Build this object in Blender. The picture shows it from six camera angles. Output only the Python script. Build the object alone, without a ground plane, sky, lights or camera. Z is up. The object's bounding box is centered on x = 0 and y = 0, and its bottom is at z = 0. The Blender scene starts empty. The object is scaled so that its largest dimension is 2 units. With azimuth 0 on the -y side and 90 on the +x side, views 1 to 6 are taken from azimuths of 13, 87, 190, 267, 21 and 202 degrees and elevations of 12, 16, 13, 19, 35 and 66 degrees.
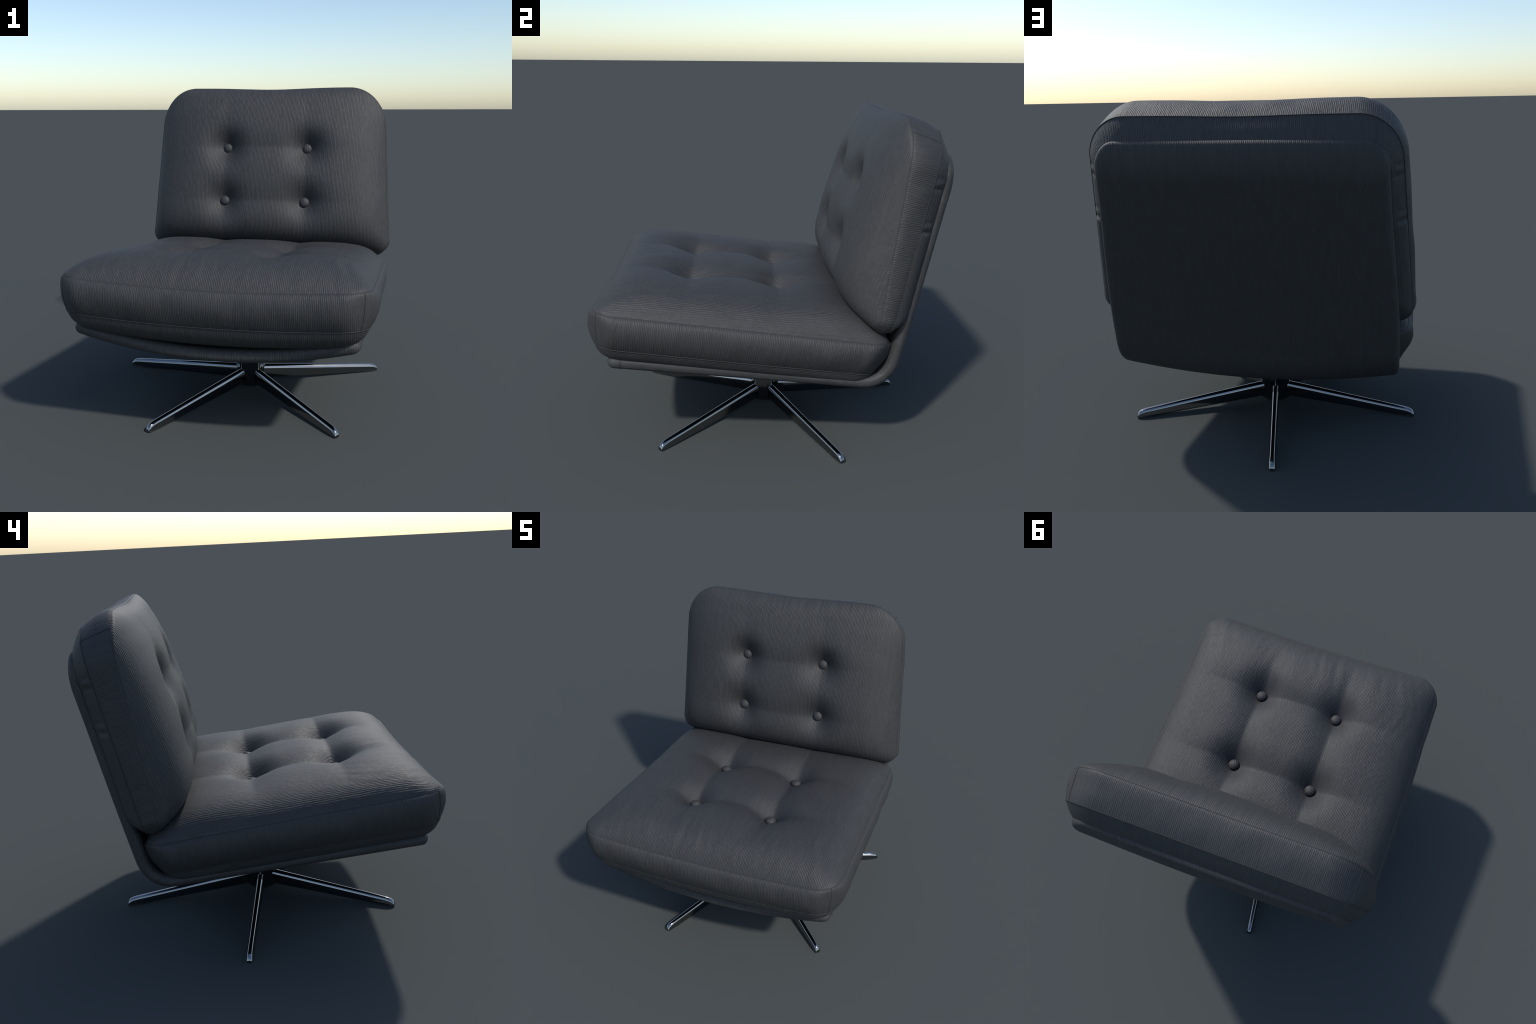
# Upholstered swivel lounge chair: five-star metal base, bent L-shaped padded shell,
# loose buttoned seat and back cushions.  Units: metres, z up, chair faces -y.
import bpy, math
import numpy as np
from mathutils import Vector, Matrix, noise

CX = 0.015                      # mid-plane of the upholstery


# ------------------------------------------------------------------ helpers
def new_mesh(name, verts, faces, mat, parent=None, matrix=None, smooth=True):
    me = bpy.data.meshes.new(name)
    me.from_pydata([tuple(map(float, v)) for v in verts], [], [tuple(f) for f in faces])
    me.update()
    if smooth:
        me.polygons.foreach_set("use_smooth", [True] * len(me.polygons))
    me.materials.append(mat)
    ob = bpy.data.objects.new(name, me)
    bpy.context.scene.collection.objects.link(ob)
    if matrix is not None:
        ob.matrix_world = matrix
    if parent is not None:
        attach(ob, parent)
    return ob


def attach(ob, parent):
    w = ob.matrix_world.copy()
    ob.parent = parent
    bpy.context.view_layer.update()
    ob.matrix_parent_inverse = parent.matrix_world.inverted()
    ob.matrix_world = w


def grid_faces(rings, n, closed=True, flip=False, base=0):
    out = []
    for r in range(rings - 1):
        for i in range(n if closed else n - 1):
            j = (i + 1) % n
            a, b = base + r * n + i, base + r * n + j
            c, d = base + (r + 1) * n + j, base + (r + 1) * n + i
            out.append((a, d, c, b) if flip else (a, b, c, d))
    return out


def smoothstep(a, b, x):
    t = np.clip((np.asarray(x, float) - a) / (b - a), 0, 1)
    return t * t * (3 - 2 * t)


def frame(origin, u, v, w):
    m = Matrix.Identity(4)
    for k, ax in enumerate((u, v, w)):
        for r in range(3):
            m[r][k] = ax[r]
    for r in range(3):
        m[r][3] = origin[r]
    return m


def round_rect(hu, v0, v1, r0, r1, ns=96, nc=20):
    """Counter-clockwise rounded rectangle, same index = same place for any size.
    r0: corner radius at the v0 end, r1: at the v1 end."""
    pts = []

    def line(a, b, n):
        for k in range(n):
            pts.append((a[0] + (b[0] - a[0]) * k / n, a[1] + (b[1] - a[1]) * k / n))

    def arc(c, r, a0, n):
        for k in range(n):
            a = a0 + math.pi / 2 * k / n
            pts.append((c[0] + r * math.cos(a), c[1] + r * math.sin(a)))

    line((-hu + r0, v0), (hu - r0, v0), ns)
    arc((hu - r0, v0 + r0), r0, -math.pi / 2, nc)
    line((hu, v0 + r0), (hu, v1 - r1), ns)
    arc((hu - r1, v1 - r1), r1, 0, nc)
    line((hu - r1, v1), (-hu + r1, v1), ns)
    arc((-hu + r1, v1 - r1), r1, math.pi / 2, nc)
    line((-hu, v1 - r1), (-hu, v0 + r0), ns)
    arc((-hu + r0, v0 + r0), r0, math.pi, nc)
    return np.array(pts)


NS, NC = 96, 20
CORNER = {"v0_right": NS + NC // 2, "v1_right": 2 * NS + NC + NC // 2,
          "v1_left": 3 * NS + 2 * NC + NC // 2, "v0_left": 4 * NS + 3 * NC + NC // 2}


def loop_normals(p):
    t = np.roll(p, -1, 0) - np.roll(p, 1, 0)
    t /= np.linalg.norm(t, axis=1)[:, None]
    return np.stack([t[:, 1], -t[:, 0]], 1)


def tube(name, pts, radius, mat, parent, matrix, closed, seg=8):
    pts = np.asarray(pts, float)
    n = len(pts)
    if closed:
        t = np.roll(pts, -1, 0) - np.roll(pts, 1, 0)
    else:
        t = np.gradient(pts, axis=0)
    t /= np.linalg.norm(t, axis=1)[:, None]
    verts = []
    ref = Vector((0.31, 0.22, 0.92)).normalized()
    for p, d in zip(pts, t):
        d = Vector(d)
        a = ref - d * ref.dot(d)
        if a.length < 1e-4:
            a = Vector((1, 0, 0))
        a.normalize()
        ref = a
        b = d.cross(a)
        for k in range(seg):
            an = 2 * math.pi * k / seg
            verts.append(Vector(p) + a * (radius * math.cos(an)) + b * (radius * math.sin(an)))
    rows = n + 1 if closed else n
    faces = []
    for r in range(rows - 1):
        for k in range(seg):
            k2 = (k + 1) % seg
            a0, a1 = (r % n) * seg, ((r + 1) % n) * seg
            faces.append((a0 + k, a0 + k2, a1 + k2, a1 + k))
    return new_mesh(name, verts, faces, mat, parent, matrix)


# ------------------------------------------------------------------ materials
def fabric(name, mode, pitch=0.0092, base=(0.0345, 0.0345, 0.0358)):
    """Ribbed woven cloth.  mode: axis across the ribs: 'x', 'y', 'z',
    'band_xy' (x on faces looking along y, y on faces looking along x) ..."""
    m = bpy.data.materials.new(name)
    m.use_nodes = True
    nt = m.node_tree
    N, L = nt.nodes, nt.links
    bsdf = N["Principled BSDF"]
    tc = N.new("ShaderNodeTexCoord")
    sp = N.new("ShaderNodeSeparateXYZ")
    L.new(tc.outputs["Object"], sp.inputs[0])

    def math_(op, a, b=None, c=None, clamp=False):
        n = N.new("ShaderNodeMath")
        n.operation = op
        n.use_clamp = clamp
        for i, v in enumerate((a, b, c)):
            if v is None:
                continue
            if isinstance(v, (int, float)):
                n.inputs[i].default_value = v
            else:
                L.new(v, n.inputs[i])
        return n.outputs[0]

    X, Y, Z = sp.outputs
    if mode in ("x", "y", "z"):
        across = {"x": X, "y": Y, "z": Z}[mode]
        along = {"x": math_("ADD", Y, Z), "y": math_("ADD", X, Z), "z": math_("ADD", X, Y)}[mode]
    else:                                   # band wrapped round a cushion
        sn = N.new("ShaderNodeSeparateXYZ")
        L.new(tc.outputs["Normal"], sn.inputs[0])
        side = math_("GREATER_THAN", math_("ABSOLUTE", sn.outputs[0]), math_("ABSOLUTE", sn.outputs[1]))
        a = math_("MULTIPLY", Y, side)
        b = math_("MULTIPLY", X, math_("SUBTRACT", 1.0, side))
        across = math_("ADD", a, b)
        along = Z
        if mode == "trim":                  # ribs run with the length of the strip
            a2 = math_("MULTIPLY", Z, side)
            across = math_("ADD", a2, b)
            along = Y

    # stretched noise: threads wander and swell along their length
    cv = N.new("ShaderNodeCombineXYZ")
    L.new(math_("MULTIPLY", across, 46.0), cv.inputs[0])
    L.new(math_("MULTIPLY", along, 7.0), cv.inputs[1])
    nz = N.new("ShaderNodeTexNoise")
    nz.inputs["Scale"].default_value = 1.0
    nz.inputs["Detail"].default_value = 2.0
    L.new(cv.outputs[0], nz.inputs["Vector"])
    wander = nz.outputs["Fac"]

    cv2 = N.new("ShaderNodeCombineXYZ")
    L.new(math_("MULTIPLY", across, 1.05 / pitch), cv2.inputs[0])
    L.new(math_("MULTIPLY", along, 30.0), cv2.inputs[1])
    nz2 = N.new("ShaderNodeTexNoise")
    nz2.inputs["Scale"].default_value = 1.0
    nz2.inputs["Detail"].default_value = 1.0
    L.new(cv2.outputs[0], nz2.inputs["Vector"])
    swell = nz2.outputs["Fac"]

    ph = math_("MULTIPLY", across, 2 * math.pi / pitch)
    ph = math_("ADD", ph, math_("MULTIPLY", wander, 3.0))
    rib = math_("MULTIPLY_ADD", math_("SINE", ph), 0.5, 0.5)
    # short stitches, shifted from rib to rib
    ph2 = math_("MULTIPLY", along, 2 * math.pi / 0.026)
    ph2 = math_("ADD", ph2, math_("MULTIPLY", across, math.pi / pitch))
    st = math_("MULTIPLY_ADD", math_("SINE", ph2), 0.5, 0.5)
    amp = math_("MULTIPLY_ADD", swell, 4.2, -1.45, clamp=True)
    h = math_("MULTIPLY", rib, amp)
    h = math_("ADD", h, math_("MULTIPLY", math_("MULTIPLY", st, rib), 0.25))
    h = math_("ADD", h, math_("MULTIPLY", wander, 0.8))

    bump = N.new("ShaderNodeBump")
    bump.inputs["Strength"].default_value = 0.34
    bump.inputs["Distance"].default_value = 0.004
    L.new(h, bump.inputs["Height"])
    L.new(bump.outputs[0], bsdf.inputs["Normal"])

    mix = N.new("ShaderNodeMix")
    mix.data_type = "RGBA"
    mix.inputs["A"].default_value = (*[c * 0.84 for c in base], 1)
    mix.inputs["B"].default_value = (*[c * 1.16 for c in base], 1)
    f = math_("MULTIPLY", math_("MULTIPLY", rib, amp), 0.7)
    f = math_("ADD", f, math_("MULTIPLY_ADD", wander, 1.6, -0.6), clamp=True)
    L.new(f, mix.inputs["Factor"])
    L.new(mix.outputs["Result"], bsdf.inputs["Base Color"])
    bsdf.inputs["Roughness"].default_value = 0.64
    bsdf.inputs["Specular IOR Level"].default_value = 0.5
    bsdf.inputs["Sheen Weight"].default_value = 0.0
    bsdf.inputs["Sheen Roughness"].default_value = 0.5
    return m


def plain(name, color, rough, metallic=0.0, spec=0.5):
    m = bpy.data.materials.new(name)
    m.use_nodes = True
    nt = m.node_tree
    b = nt.nodes["Principled BSDF"]
    b.inputs["Metallic"].default_value = metallic
    b.inputs["Specular IOR Level"].default_value = spec
    tc = nt.nodes.new("ShaderNodeTexCoord")
    nz = nt.nodes.new("ShaderNodeTexNoise")
    nz.inputs["Scale"].default_value = 14.0
    nz.inputs["Detail"].default_value = 3.0
    nt.links.new(tc.outputs["Object"], nz.inputs["Vector"])
    rp = nt.nodes.new("ShaderNodeValToRGB")
    rp.color_ramp.elements[0].color = (*[c * 0.93 for c in color], 1)
    rp.color_ramp.elements[1].color = (*[min(1, c * 1.05) for c in color], 1)
    nt.links.new(nz.outputs["Fac"], rp.inputs[0])
    nt.links.new(rp.outputs[0], b.inputs["Base Color"])
    mr = nt.nodes.new("ShaderNodeMapRange")
    mr.inputs["To Min"].default_value = rough * 0.8
    mr.inputs["To Max"].default_value = rough * 1.2
    nt.links.new(nz.outputs["Fac"], mr.inputs["Value"])
    nt.links.new(mr.outputs[0], b.inputs["Roughness"])
    return m


CLOTH_FACE = fabric("ribbed_cloth_panel", "x")
CLOTH_BAND = fabric("ribbed_cloth_band", "band_xy")
CLOTH_TRIM = fabric("ribbed_cloth_trim", "trim")
CLOTH_BUTTON = fabric("ribbed_cloth_button", "y", pitch=0.0135, base=(0.041, 0.041, 0.043))
CLOTH_SHELL = fabric("ribbed_cloth_shell", "x")
CLOTH_SEAM = plain("seam_thread", (0.035, 0.035, 0.0365), 0.7, spec=0.3)
CHROME = plain("polished_metal", (0.27, 0.275, 0.285), 0.07, metallic=1.0)
RUBBER = plain("black_rubber", (0.02, 0.02, 0.021), 0.6)
DARK_METAL = plain("dark_metal", (0.05, 0.05, 0.053), 0.4, metallic=0.6)

chair = bpy.data.objects.new("lounge_chair", None)
chair.location = (CX, 0.0, 0.0)
bpy.context.scene.collection.objects.link(chair)
chair["label"] = "dark grey buttoned lounge chair on five star metal swivel base"
chair["category"] = "lounge chair"
bpy.context.view_layer.update()


# ------------------------------------------------------------------ cushions
def tufts(u, v, cols, rows, pit, pit_r, crease_c, crease_r, width, reach, fade):
    """Depth pulled in by the buttons: pits plus the creases that join them."""
    eps = 0.014
    d_pit = np.zeros_like(u)
    for a in cols:
        for b in rows:
            r = np.sqrt((u - a) ** 2 + (v - b) ** 2 + 0.03 ** 2) - 0.03
            d_pit = np.maximum(d_pit, pit[rows.index(b)] * np.exp(-(r / pit_r)) * (1 - smoothstep(0.04, 0.26, r)))
    half_c, half_r = abs(cols[1] - cols[0]) / 2, abs(rows[1] - rows[0]) / 2
    d_c = np.zeros_like(u)
    span = abs(rows[1] - rows[0])
    mid = 0.5 * (rows[0] + rows[1])
    for a in cols:
        d = np.sqrt((u - a) ** 2 + eps ** 2) - eps
        out = np.maximum(np.abs(v - mid) - span / 2, 0)
        g = np.exp(-(out / reach) ** 1.6) * (0.8 + 0.2 * np.cos(2 * np.pi * (v - rows[0]) / span))
        d_c = np.maximum(d_c, crease_c * g * np.exp(-(d / width)) * (1 - smoothstep(0.03, half_c, d)))
    d_r = np.zeros_like(u)
    span = abs(cols[1] - cols[0])
    mid = 0.5 * (cols[0] + cols[1])
    for b in rows:
        d = np.sqrt((v - b) ** 2 + eps ** 2) - eps
        out = np.maximum(np.abs(u - mid) - span / 2, 0)
        g = np.exp(-(out / reach) ** 1.6) * (0.8 + 0.2 * np.cos(2 * np.pi * (u - cols[0]) / span))
        d_r = np.maximum(d_r, crease_r * g * np.exp(-(d / width)) * (1 - smoothstep(0.03, half_r, d)))
    q = 2.2
    return (d_pit ** q + d_c ** q + d_r ** q) ** (1 / q) * fade


def cushion(name, mtx, seam_face, seam_rear, rear, face_w, rear_w, back_w,
            height_fn, bulge, corner_keys, panel_bulge, rear_detail=None):
    """One boxed cushion: face panel, band, rear (lower) panel, seams.
    seam_face / seam_rear / rear: matched loops (n,2) in the local u,v plane.
    *_w: local w of each loop as functions of (u, v)."""
    n = len(seam_face)
    c = np.array([seam_face[:, 0].mean(), 0.5 * (seam_face[:, 1].min() + seam_face[:, 1].max())])
    # face panel: concentric rings of the seam loop
    R = 120
    rho = 1 - (1 - np.linspace(0.0, 1.0, R)) ** 1.5
    rho[0] = 0.004
    V, F = [], []
    for r in rho:
        p = c + (seam_face - c) * r
        w = face_w(p[:, 0], p[:, 1]) + height_fn(p[:, 0], p[:, 1], r, seam_face - c)
        V.append(np.c_[p, w])
    V = np.concatenate(V)
    F = grid_faces(R, n, flip=True)
    F.append(tuple(range(n)))
    face = new_mesh(name, V, F, CLOTH_FACE, None, mtx)
    # band
    K = 26
    nf = loop_normals(seam_face)
    B = []
    for k in range(K):
        t = k / (K - 1)
        p = seam_face * (1 - t) + seam_rear * t
        b = bulge * (max(math.sin(math.pi * t ** 0.82), 0.0) ** (0.6 + 0.25 * t))
        corner = 1 - 0.55 * (2 * np.abs(nf[:, 0] * nf[:, 1])) ** 1.5
        p2 = p + nf * (b * corner)[:, None]
        w = face_w(*seam_face.T) * (1 - t) + rear_w(*seam_rear.T) * t
        wr = np.array([noise.noise(Vector((q[0] * 7, q[1] * 7, t * 1.2 + 3.1))) for q in p])
        p2 = p2 + nf * (wr * 0.006 * math.sin(math.pi * t))[:, None]
        B.append(np.c_[p2, w])
    band_rows = B
    band = new_mesh("cushion_band", np.concatenate(B), grid_faces(K, n, flip=True), CLOTH_BAND, None, mtx)
    # rear panel: chamfer then flat closing face
    K2 = 14
    nr = loop_normals(seam_rear)
    P = []
    for k in range(K2):
        t = k / (K2 - 1)
        p = seam_rear * (1 - t) + rear * t
        w = rear_w(*seam_rear.T) * (1 - t) + back_w(*rear.T) * t
        b = panel_bulge * math.sin(math.pi * t)
        pp = np.c_[p + nr * b, w - b * 0.6]
        if rear_detail is not None:
            pp = rear_detail(pp, nr, t)
        P.append(pp)
    cr = rear.mean(0)
    for s in (0.85, 0.5, 0.1):
        q = cr + (rear - cr) * s
        P.append(np.c_[q, back_w(*q.T)])
    faces = grid_faces(len(P), n, flip=True)
    faces.append(tuple((len(P) - 1) * n + i for i in range(n))[::-1])
    under = new_mesh("cushion_underside", np.concatenate(P), faces, CLOTH_TRIM, None, mtx)
    # seams
    s1 = tube("seam", np.c_[seam_face, face_w(*seam_face.T) - 0.001], 0.0026, CLOTH_SEAM, None, mtx, True)
    s2 = tube("seam", np.c_[seam_rear + nr * 0.001, rear_w(*seam_rear.T)], 0.0024, CLOTH_SEAM, None, mtx, True)
    seams = [s1, s2]
    for key in corner_keys:
        i = CORNER[key]
        line = np.array([row[i] for row in band_rows])
        seams.append(tube("seam", line, 0.0028, CLOTH_SEAM, None, mtx, False, 6))
    attach(face, chair)
    for o in (band, under, *seams):
        attach(o, face)
    return face


def add_buttons(mtx, spots, parent, radius, height, mesh_store={}):
    if "m" not in mesh_store:
        seg, rows = 40, 16
        V, F = [], []
        prof = []
        for k in range(rows):
            a = -0.55 + (math.pi / 2 + 0.55) * k / (rows - 1)
            prof.append((math.cos(a), math.sin(a)))
        for c_, s_ in prof[:-1]:
            for i in range(seg):
                an = 2 * math.pi * i / seg
                V.append((radius * c_ * math.cos(an), radius * c_ * math.sin(an), height * s_))
        top = len(V)
        V.append((0, 0, height))
        F = grid_faces(rows - 1, seg)
        F += [(top - seg + i, top - seg + (i + 1) % seg, top) for i in range(seg)]
        F.append(tuple(range(seg))[::-1])
        ob = new_mesh("button", V, F, CLOTH_BUTTON)
        mesh_store["m"] = ob
    for k, (u, v, w, turn) in enumerate(spots):
        src = mesh_store["m"]
        ob = src if src.parent is None else src.copy()
        if ob is not src:
            bpy.context.scene.collection.objects.link(ob)
            ob.parent = None
        ob.matrix_world = mtx @ Matrix.Translation((u, v, w)) @ Matrix.Rotation(turn, 4, "Z")
        attach(ob, parent)


# ---- seat cushion ----
TH = math.radians(7.2)
S_O = Vector((CX, -0.13, 0.835))
seat_m = frame(S_O, (1, 0, 0), (0, math.cos(TH), -math.sin(TH)), (0, math.sin(TH), math.cos(TH)))
SEAT_COLS, SEAT_ROWS = (-0.266, 0.266), (-0.334, 0.185)

seat_top = round_rect(0.840, -0.832, 0.815, 0.13, 0.10)
seat_low = round_rect(0.832, -0.817, 0.775, 0.14, 0.12)
seat_low[:, 0] *= 1 - 0.018 * smoothstep(-0.2, 0.75, seat_low[:, 1])
seat_rear = round_rect(0.740, -0.728, 0.690, 0.07, 0.07)


def seat_face_w(u, v):
    return -0.036 * (1 - np.clip(np.abs(u) / 0.83, 0, 1) ** 2)


def seat_low_w(u, v):
    return -0.195 - 0.036 * (1 - np.clip(np.abs(u) / 0.83, 0, 1) ** 2)


def seat_back_w(u, v):
    return -0.283 - 0.055 * (1 - np.clip(np.abs(u) / 0.83, 0, 1) ** 2)


def streaks(u, v, k):
    return np.array([noise.noise(Vector((a * 19 + 1.7 * noise.noise(Vector((a * 3, b * 3, k))), b * 2.6, k)))
                     for a, b in zip(u, v)])


def box_dome(a, b, r, pa, pb, e):
    """soft pillow: zero on the seam, product of two arched sections"""
    f = np.clip(1 - np.abs(a) ** pa, 0, 1) ** e * np.clip(1 - np.abs(b) ** pb, 0, 1) ** e
    return f * max(0.0, 1 - r ** 16) ** 0.4


def seat_dome(u, v, r):
    b = (v + 0.0085) / 0.8235
    h = (0.151 + 0.036 * (1 - (u / 0.83) ** 2) + 0.004 * smoothstep(-0.15, -0.6, v)
         + 0.003 * smoothstep(0.05, 0.5, v))
    return h * box_dome(u / 0.840, b, r, 5.2 + 4.0 * smoothstep(0.1, 0.6, v), 5.2, 0.50)


SEAT_BTN_W = (0.038, 0.042)      # height of the cloth under each row of buttons
SEAT_PIT = [float((seat_dome(np.array([0.266]), np.array([b]), 0.4) + seat_face_w(np.array([0.266]), 0))[0]) - w
            for b, w in zip(SEAT_ROWS, SEAT_BTN_W)]


def seat_height(u, v, r, d):
    front = smoothstep(0.15, -0.8, v)
    dome = seat_dome(u, v, r)
    fade = 1 - smoothstep(0.66, 0.98, r)
    t = tufts(u, v, SEAT_COLS, SEAT_ROWS, SEAT_PIT, 0.092, 0.070, 0.054, 0.085, 0.30, fade)
    lump = np.array([noise.noise(Vector((a * 4.2, b * 4.2, 2.3))) for a, b in zip(u, v)])
    wr = streaks(u, v, 5.0) * 0.0042 * front * smoothstep(0.45, 0.8, r) * (1 - smoothstep(0.965, 1.0, r))
    return dome - t + lump * 0.004 * (1 - r ** 6) + wr


seat = cushion("seat_cushion", seat_m, seat_top, seat_low, seat_rear, seat_face_w, seat_low_w,
               seat_back_w, seat_height, 0.036, ("v0_right", "v0_left"), 0.014)


spots = []
for i, a in enumerate(SEAT_COLS):
    for j, b in enumerate(SEAT_ROWS):
        spots.append((a, b, SEAT_BTN_W[j] + 0.004, 0.4 + 0.9 * i + 0.5 * j))
add_buttons(seat_m, spots, seat, 0.036, 0.025)

# ---- back cushion ----
PH = math.radians(13.0)
B_O = Vector((CX, 0.785, 1.33))
# local u = x, v = up along the shell, w = forward out of the face
back_m = frame(B_O, (1, 0, 0), (0, math.sin(PH), math.cos(PH)), (0, -math.cos(PH), math.sin(PH)))
BACK_COLS, BACK_ROWS = (-0.286, 0.286), (-0.222, 0.156)


def taper(loop, at0, slope):
    out = loop.copy()
    out[:, 0] *= (at0 - slope * loop[:, 1]) / at0
    return out


def crown_dip(loop, depth):
    loop[:, 1] -= depth * np.exp(-(loop[:, 0] / 0.28) ** 2) * (loop[:, 1] > 0.3)
    return loop


back_front = crown_dip(taper(round_rect(0.834, -0.550, 0.597, 0.10, 0.24), 0.834, 0.070), 0.012)
back_seam = crown_dip(taper(round_rect(0.822, -0.550, 0.563, 0.09, 0.205), 0.822, 0.080), 0.008)
back_rear = taper(round_rect(0.762, -0.490, 0.446, 0.08, 0.14), 0.762, 0.080)


def back_face_w(u, v):
    return 0.122 + 0.080 * v + 0.012 * smoothstep(0.45, 0.6, v)


def back_seam_w(u, v):
    return 0.0 * u


def back_rear_w(u, v):
    return -0.074 - 0.012 * smoothstep(0.25, 0.45, v)


def back_dome(u, v, r):
    low = smoothstep(0.25, -0.35, v)
    hu = 0.834 - 0.070 * v
    b = (v - 0.0235) / 0.5735
    pb = 6.5 - 4.5 * smoothstep(-0.7, 0.6, b)
    pa = 7.0 - 3.8 * smoothstep(-0.9, 0.6, b)
    return (0.198 + 0.034 * low + 0.014 * low * np.exp(-(u / 0.18) ** 2)) * box_dome(u / hu, b, r, pa, pb, 0.58)


BACK_BTN_W = (0.243, 0.220)
BACK_PIT = [float((back_dome(np.array([0.286]), np.array([b]), 0.4) + back_face_w(np.array([0.286]), b))[0]) - w
            for b, w in zip(BACK_ROWS, BACK_BTN_W)]


def back_height(u, v, r, d):
    dome = back_dome(u, v, r)
    fade = 1 - smoothstep(0.70, 0.98, r)
    t = tufts(u, v, BACK_COLS, BACK_ROWS, BACK_PIT, 0.085, 0.034, 0.026, 0.090, 0.24, fade)
    lump = np.array([noise.noise(Vector((a * 4.0, b * 4.0, 7.7))) for a, b in zip(u, v)])
    return dome - t + lump * 0.003 * (1 - r ** 6)


def back_folds(pp, nr, t):
    """gathered pleats where straps pull the rear panel in at both sides"""
    u, v = pp[:, 0], pp[:, 1]
    side = smoothstep(0.6, 0.9, np.abs(nr[:, 0]))
    f = np.zeros_like(u)
    for c0 in (0.275, 0.040):
        f -= 0.005 * np.exp(-((v - c0) / 0.010) ** 2)
        f += 0.003 * np.exp(-((v - c0 - 0.03) / 0.012) ** 2)
        f -= 0.003 * np.exp(-((v - c0 - 0.055) / 0.009) ** 2)
    f += 0.006 * smoothstep(0.04, 0.03, v)
    f *= side * math.sin(math.pi * min(1, t * 1.1)) ** 0.6
    pp[:, 0] += nr[:, 0] * f
    pp[:, 2] -= f * 0.6
    return pp


back = cushion("back_cushion", back_m, back_front, back_seam, back_rear, back_face_w, back_seam_w,
               back_rear_w, back_height, 0.016, ("v1_right", "v1_left"), 0.004, rear_detail=back_folds)
spots = []
for i, a in enumerate(BACK_COLS):
    for j, b in enumerate(BACK_ROWS):
        spots.append((a, b, BACK_BTN_W[j] + 0.004, 0.9 + 0.5 * i + 0.25 * j))
add_buttons(back_m, spots, back, 0.036, 0.025)


# ------------------------------------------------------------------ shell
def shell_profile():
    """Mid-line of the bent shell in the y,z plane at its side edge, by arc length."""
    h = 0.034
    a = Vector((-0.893, 0.640))
    d1 = Vector((1.0, -0.1028)).normalized()
    d2 = Vector((0.238, 1.0)).normalized()
    b0 = Vector((0.765 - 0.035, 0.700 + 0.0083))
    # intersection of the two straight runs
    den = d1.x * (-d2.y) - (-d2.x) * d1.y
    rx, ry = b0.x - a.x, b0.y - a.y
    t = (rx * (-d2.y) - (-d2.x) * ry) / den
    corner = a + d1 * t
    turn = math.acos(max(-1, min(1, d1.dot(d2))))
    r = 0.168
    cut = r * math.tan(turn / 2)
    p1, p2 = corner - d1 * cut, corner + d2 * cut
    top_z = 1.766
    p3 = p2 + d2 * ((top_z - p2.y) / d2.y)
    return a, d1, p1, r, turn, p2, d2, p3


A_, D1, P1, RR, TURN, P2, D2, P3 = shell_profile()
L1, L2, L3 = (P1 - A_).length, RR * TURN, (P3 - P2).length
SLEN = L1 + L2 + L3


def shell_at(s):
    """position and outward normal of the mid-line at arc length s (from the front edge)"""
    if s <= L1:
        p, d = A_ + D1 * s, D1
    elif s <= L1 + L2:
        a = (s - L1) / RR
        n_in = Vector((-D1.y, D1.x))
        cen = P1 + n_in * RR
        ca, sa = math.cos(a), math.sin(a)
        rel = P1 - cen
        p = cen + Vector((rel.x * ca - rel.y * sa, rel.x * sa + rel.y * ca))
        d = Vector((D1.x * ca - D1.y * sa, D1.x * sa + D1.y * ca))
    else:
        p, d = P2 + D2 * (s - L1 - L2), D2
    return p, Vector((d.y, -d.x))


T2 = 0.036                      # half thickness of the padded shell


def shell_mid(x, s):
    """mid surface: x across (metres from the mid-plane), s along the profile"""
    p, n = shell_at(s)
    y, z = p
    hw = shell_half(s)
    arch = 1 - min(1.0, abs(x) / hw) ** 2
    up = float(smoothstep(-0.97, -0.27, n.y))            # 0 under the seat, 1 up the back
    sag = (0.111 - 0.035 * min(s, L1) / L1) * (1 - up)
    fore = np.interp(z, (0.45, 0.60, 0.95, 1.35, 1.62), (0.0, -0.026, -0.018, 0.0, 0.012)) if s > L1 - 0.15 else 0.0
    curl = 1.15 * max(0.0, z - 1.56) ** 2                      # the upper edge rolls gently forward
    return Vector((CX + x, y - curl + fore * arch, z - sag * arch))


def shell_half(s):
    z = shell_at(s)[0].y
    return 0.790 + 0.008 * math.exp(-((s - L1 - 0.1) / 0.35) ** 2) - 0.058 * float(smoothstep(0.75, 1.72, z)) * (s > L1)


def shell_normal(x, s):
    e = 0.004
    du = shell_mid(x + e, s) - shell_mid(x - e, s)
    dv = shell_mid(x, s + e) - shell_mid(x, s - e)
    return dv.cross(du).normalized()                           # points down / out behind


def end_factor(d, r):
    return 0.0 if d >= r else r - math.sqrt(max(0.0, r * r - (r - d) ** 2))


stations = []                                                  # (s, thickness factor)
NE = 8
for k in range(NE):
    a = math.pi / 2 * (k + 0.35) / NE
    stations.append((T2 * (1 - math.cos(a)), math.sin(a)))
for k in range(1, 9):
    stations.append((T2 + (0.12 - T2) * k / 8, 1.0))
MIDN = 190
for k in range(1, MIDN):
    stations.append((0.12 + (SLEN - 0.24) * k / MIDN, 1.0))
stations += [(SLEN - d, t) for d, t in reversed(stations[:NE + 8])]

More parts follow.
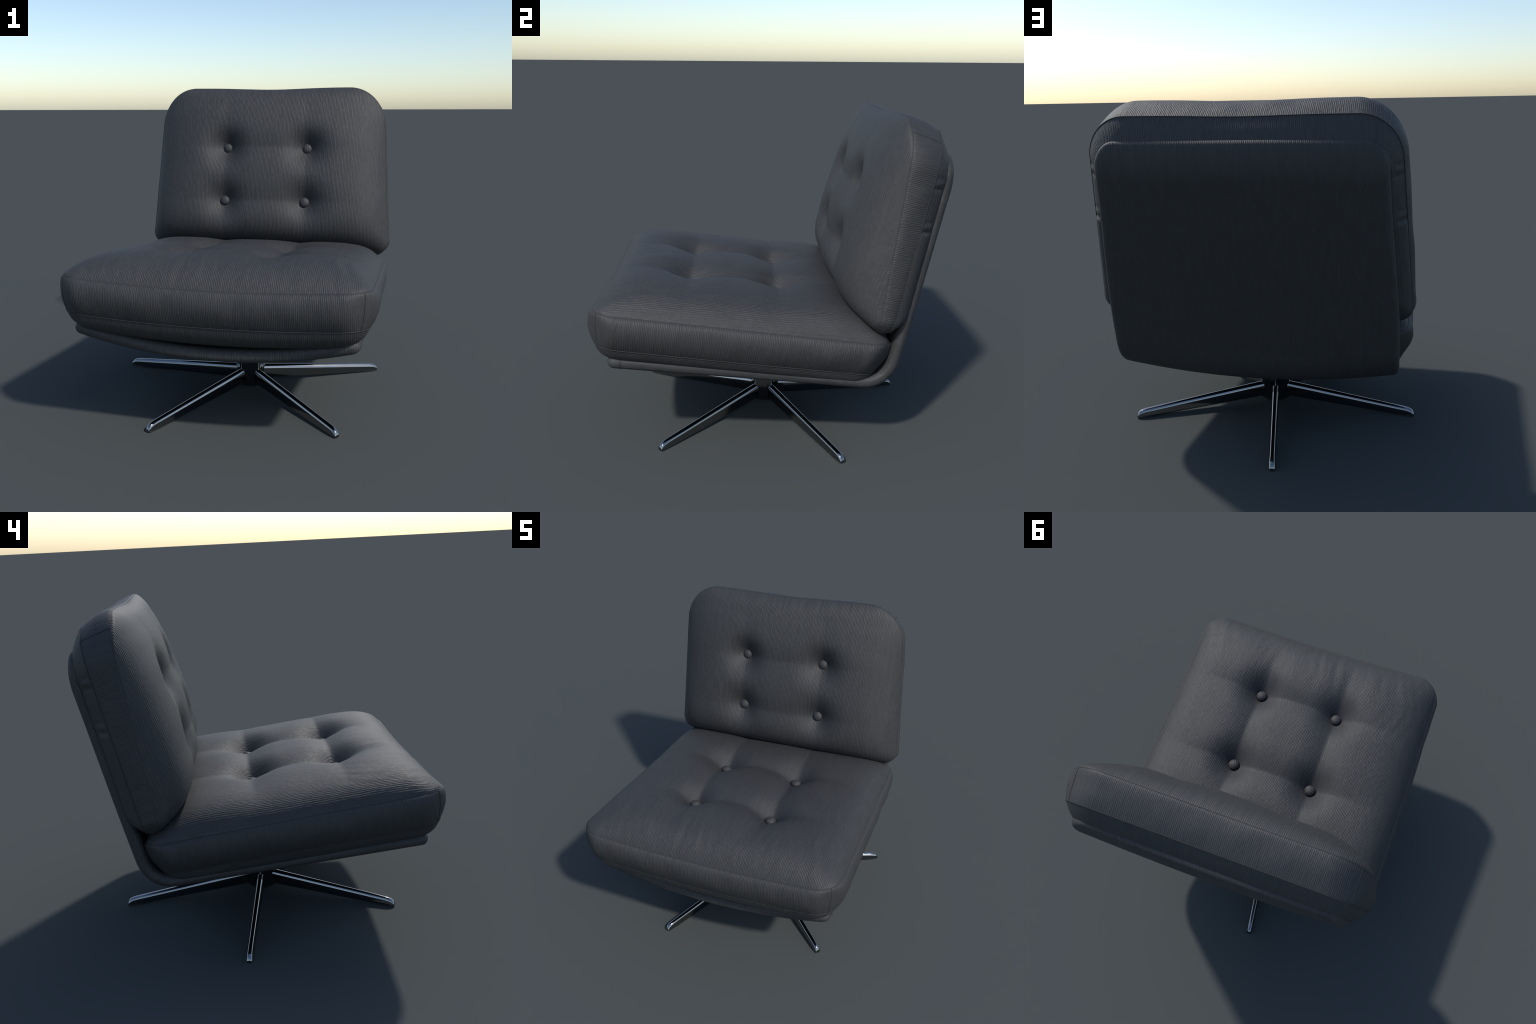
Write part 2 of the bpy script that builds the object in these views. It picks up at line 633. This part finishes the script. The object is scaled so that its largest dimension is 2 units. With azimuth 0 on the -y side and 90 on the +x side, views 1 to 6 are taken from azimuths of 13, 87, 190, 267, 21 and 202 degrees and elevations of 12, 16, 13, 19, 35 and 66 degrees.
NW, NR = 44, 10                                                # samples across, round the edge
V = []
for s_, th in stations:
    w = shell_half(s_) - max(end_factor(s_, 0.055), end_factor(SLEN - s_, 0.13))
    core = w - T2
    row = []
    xs = [core * (2 * k / NW - 1) for k in range(NW + 1)]
    frames = [(shell_mid(x, s_), shell_normal(x, s_)) for x in xs]
    for m_, n_ in frames:                                      # inner face, left to right
        row.append(m_ - n_ * (T2 * th))
    m_, n_ = frames[-1]
    side = (frames[-1][0] - frames[-2][0]).normalized()
    for k in range(1, NR):
        a = math.pi * k / NR
        row.append(m_ + side * (T2 * math.sin(a)) - n_ * (T2 * th * math.cos(a)))
    for m_, n_ in reversed(frames):                            # outer face, right to left
        row.append(m_ + n_ * (T2 * th))
    m_, n_ = frames[0]
    side = (frames[0][0] - frames[1][0]).normalized()
    for k in range(1, NR):
        a = math.pi * k / NR
        row.append(m_ + side * (T2 * math.sin(a)) + n_ * (T2 * th * math.cos(a)))
    V.append(row)
nrow = len(V[0])
F = grid_faces(len(V), nrow)
F.append(tuple(range(nrow))[::-1])
F.append(tuple((len(V) - 1) * nrow + i for i in range(nrow)))
shell = new_mesh("shell", [p for r in V for p in r], F, CLOTH_SHELL, chair)
for i0 in (NW - 1, NW + 2 * NR + NW):                          # short closing seams at the front corners
    j = NE + 3
    cols = range(i0, i0 + NR + 2) if i0 < NW + 2 else [(i0 + k) % nrow for k in range(NR + 1)]
    line = np.array([V[j][c % nrow] for c in cols])
    tube("seam", line, 0.0026, CLOTH_SEAM, shell, None, False, 6)


# ------------------------------------------------------------------ base
BX, BY = 0.025, 0.015
base_m = Matrix.Translation((BX, BY, 0))


def lathe(name, prof, mat, parent, matrix, seg=64):
    V, F = [], []
    for r, z in prof:
        for i in range(seg):
            a = 2 * math.pi * i / seg
            V.append((r * math.cos(a), r * math.sin(a), z))
    F = grid_faces(len(prof), seg)
    F.append(tuple(range(seg))[::-1])
    F.append(tuple((len(prof) - 1) * seg + i for i in range(seg)))
    ob = new_mesh(name, V, F, mat, parent, matrix)
    return ob


def hub_mesh(seg=150):
    """stout column with a swelling lobe at each leg root"""
    V = []
    zs = [0.010, 0.012, 0.016, 0.024, 0.06, 0.10, 0.128, 0.132, 0.138, 0.146, 0.156, 0.17, 0.20, 0.28, 0.36, 0.43]
    rs = [0.060, 0.074, 0.079, 0.082] + [0.083] * 12
    for z, r in zip(zs, rs):
        for i in range(seg):
            a = 2 * math.pi * i / seg
            d = abs((a - math.radians(27.1) + math.pi / 5) % (2 * math.pi / 5) - math.pi / 5)
            lobe = 0.020 * math.exp(-(d / 0.26) ** 2) * float(smoothstep(0.0, 0.03, z))
            V.append(((r + lobe) * math.cos(a), (r + lobe) * math.sin(a), z))
    F = grid_faces(len(zs), seg)
    F.append(tuple(range(seg))[::-1])
    F.append(tuple((len(zs) - 1) * seg + i for i in range(seg)))
    return V, F


hub = new_mesh("swivel_column", *hub_mesh(), CHROME, chair, base_m)
lathe("mounting_plate", [(0.05, 0.400), (0.17, 0.400), (0.175, 0.404), (0.175, 0.43)], DARK_METAL, hub, base_m, 64)


def leg_mesh():
    """Star leg along +x: tall thin tapering bar, flat sides, rounded top, sloping nose."""
    top = [(0.055, 0.1345), (0.10, 0.130), (0.30, 0.1105), (0.50, 0.0905), (0.70, 0.0705), (0.80, 0.0605),
           (0.86, 0.0545), (0.885, 0.050), (0.900, 0.0435), (0.910, 0.034), (0.917, 0.022), (0.920, 0.012)]
    bot = [(0.055, 0.040), (0.10, 0.037), (0.30, 0.0275), (0.50, 0.0180), (0.70, 0.0085), (0.80, 0.0045),
           (0.86, 0.0045), (0.885, 0.0045), (0.900, 0.0045), (0.910, 0.0045), (0.917, 0.0045), (0.920, 0.0045)]
    rows = []
    for (x, zt), (_, zb) in zip(top, bot):
        hw = 0.0245 - 0.0065 * (x - 0.055) / 0.865
        if x > 0.88:
            hw *= math.sqrt(max(0.05, 1 - ((x - 0.88) / 0.0425) ** 2)) * 0.35 + 0.65
        k = min(1.0, (zt - zb) / 0.09) ** 0.6 * min(1.0, (zt - zb) / 0.03)
        # steep flanks lean in to a narrow rounded ridge
        flank = [(1.0, 0.0260), (0.94, 0.0215), (0.82, 0.0135), (0.68, 0.0075), (0.52, 0.0034),
                 (0.36, 0.0013), (0.18, 0.0003), (0.0, 0.0)]
        sec = [(-hw + 0.002, zb), (-hw, zb + 0.002)]
        sec += [(-hw * f, zt - d * k) for f, d in flank]
        sec += [(hw * f, zt - d * k) for f, d in reversed(flank[:-1])]
        sec += [(hw, zb + 0.002), (hw - 0.002, zb)]
        rows.append([(x, y, z) for y, z in sec])
    m = len(rows[0])
    V = [p for r in rows for p in r]
    F = grid_faces(len(rows), m, flip=False)
    F.append(tuple(range(m))[::-1])
    F.append(tuple((len(rows) - 1) * m + i for i in range(m)))
    return V, F


def foot_mesh():
    V, F = [], []
    out = []
    for k in range(13):
        a = -math.pi / 2 + math.pi * k / 12
        out.append((0.900 + 0.018 * math.cos(a), 0.0165 * math.sin(a)))
    out += [(0.815, 0.0175), (0.812, 0.015), (0.812, -0.015), (0.815, -0.0175)]
    m = len(out)
    for s, z in ((0.97, 0.0), (1.0, 0.0012), (1.0, 0.0058)):
        for x, y in out:
            V.append((0.865 + (x - 0.865) * s, y * s, z))
    F = grid_faces(3, m)
    F.append(tuple(range(m))[::-1])
    F.append(tuple(2 * m + i for i in range(m)))
    return V, F


lv, lf = leg_mesh()
fv, ff = foot_mesh()
leg0 = new_mesh("base_leg", lv, lf, CHROME)
foot0 = new_mesh("foot_glide", fv, ff, RUBBER)
mod = leg0.modifiers.new("edge", "EDGE_SPLIT")
mod.split_angle = math.radians(32)
for k in range(5):
    ang = math.radians(27.1 + 72 * k)
    mt = base_m @ Matrix.Rotation(ang, 4, "Z")
    lg = leg0 if k == 0 else leg0.copy()
    ft = foot0 if k == 0 else foot0.copy()
    if k:
        bpy.context.scene.collection.objects.link(lg)
        bpy.context.scene.collection.objects.link(ft)
        lg.parent = None
        ft.parent = None
    lg.matrix_world = mt
    ft.matrix_world = mt
    attach(lg, chair)
    attach(ft, lg)
bpy.context.view_layer.update()
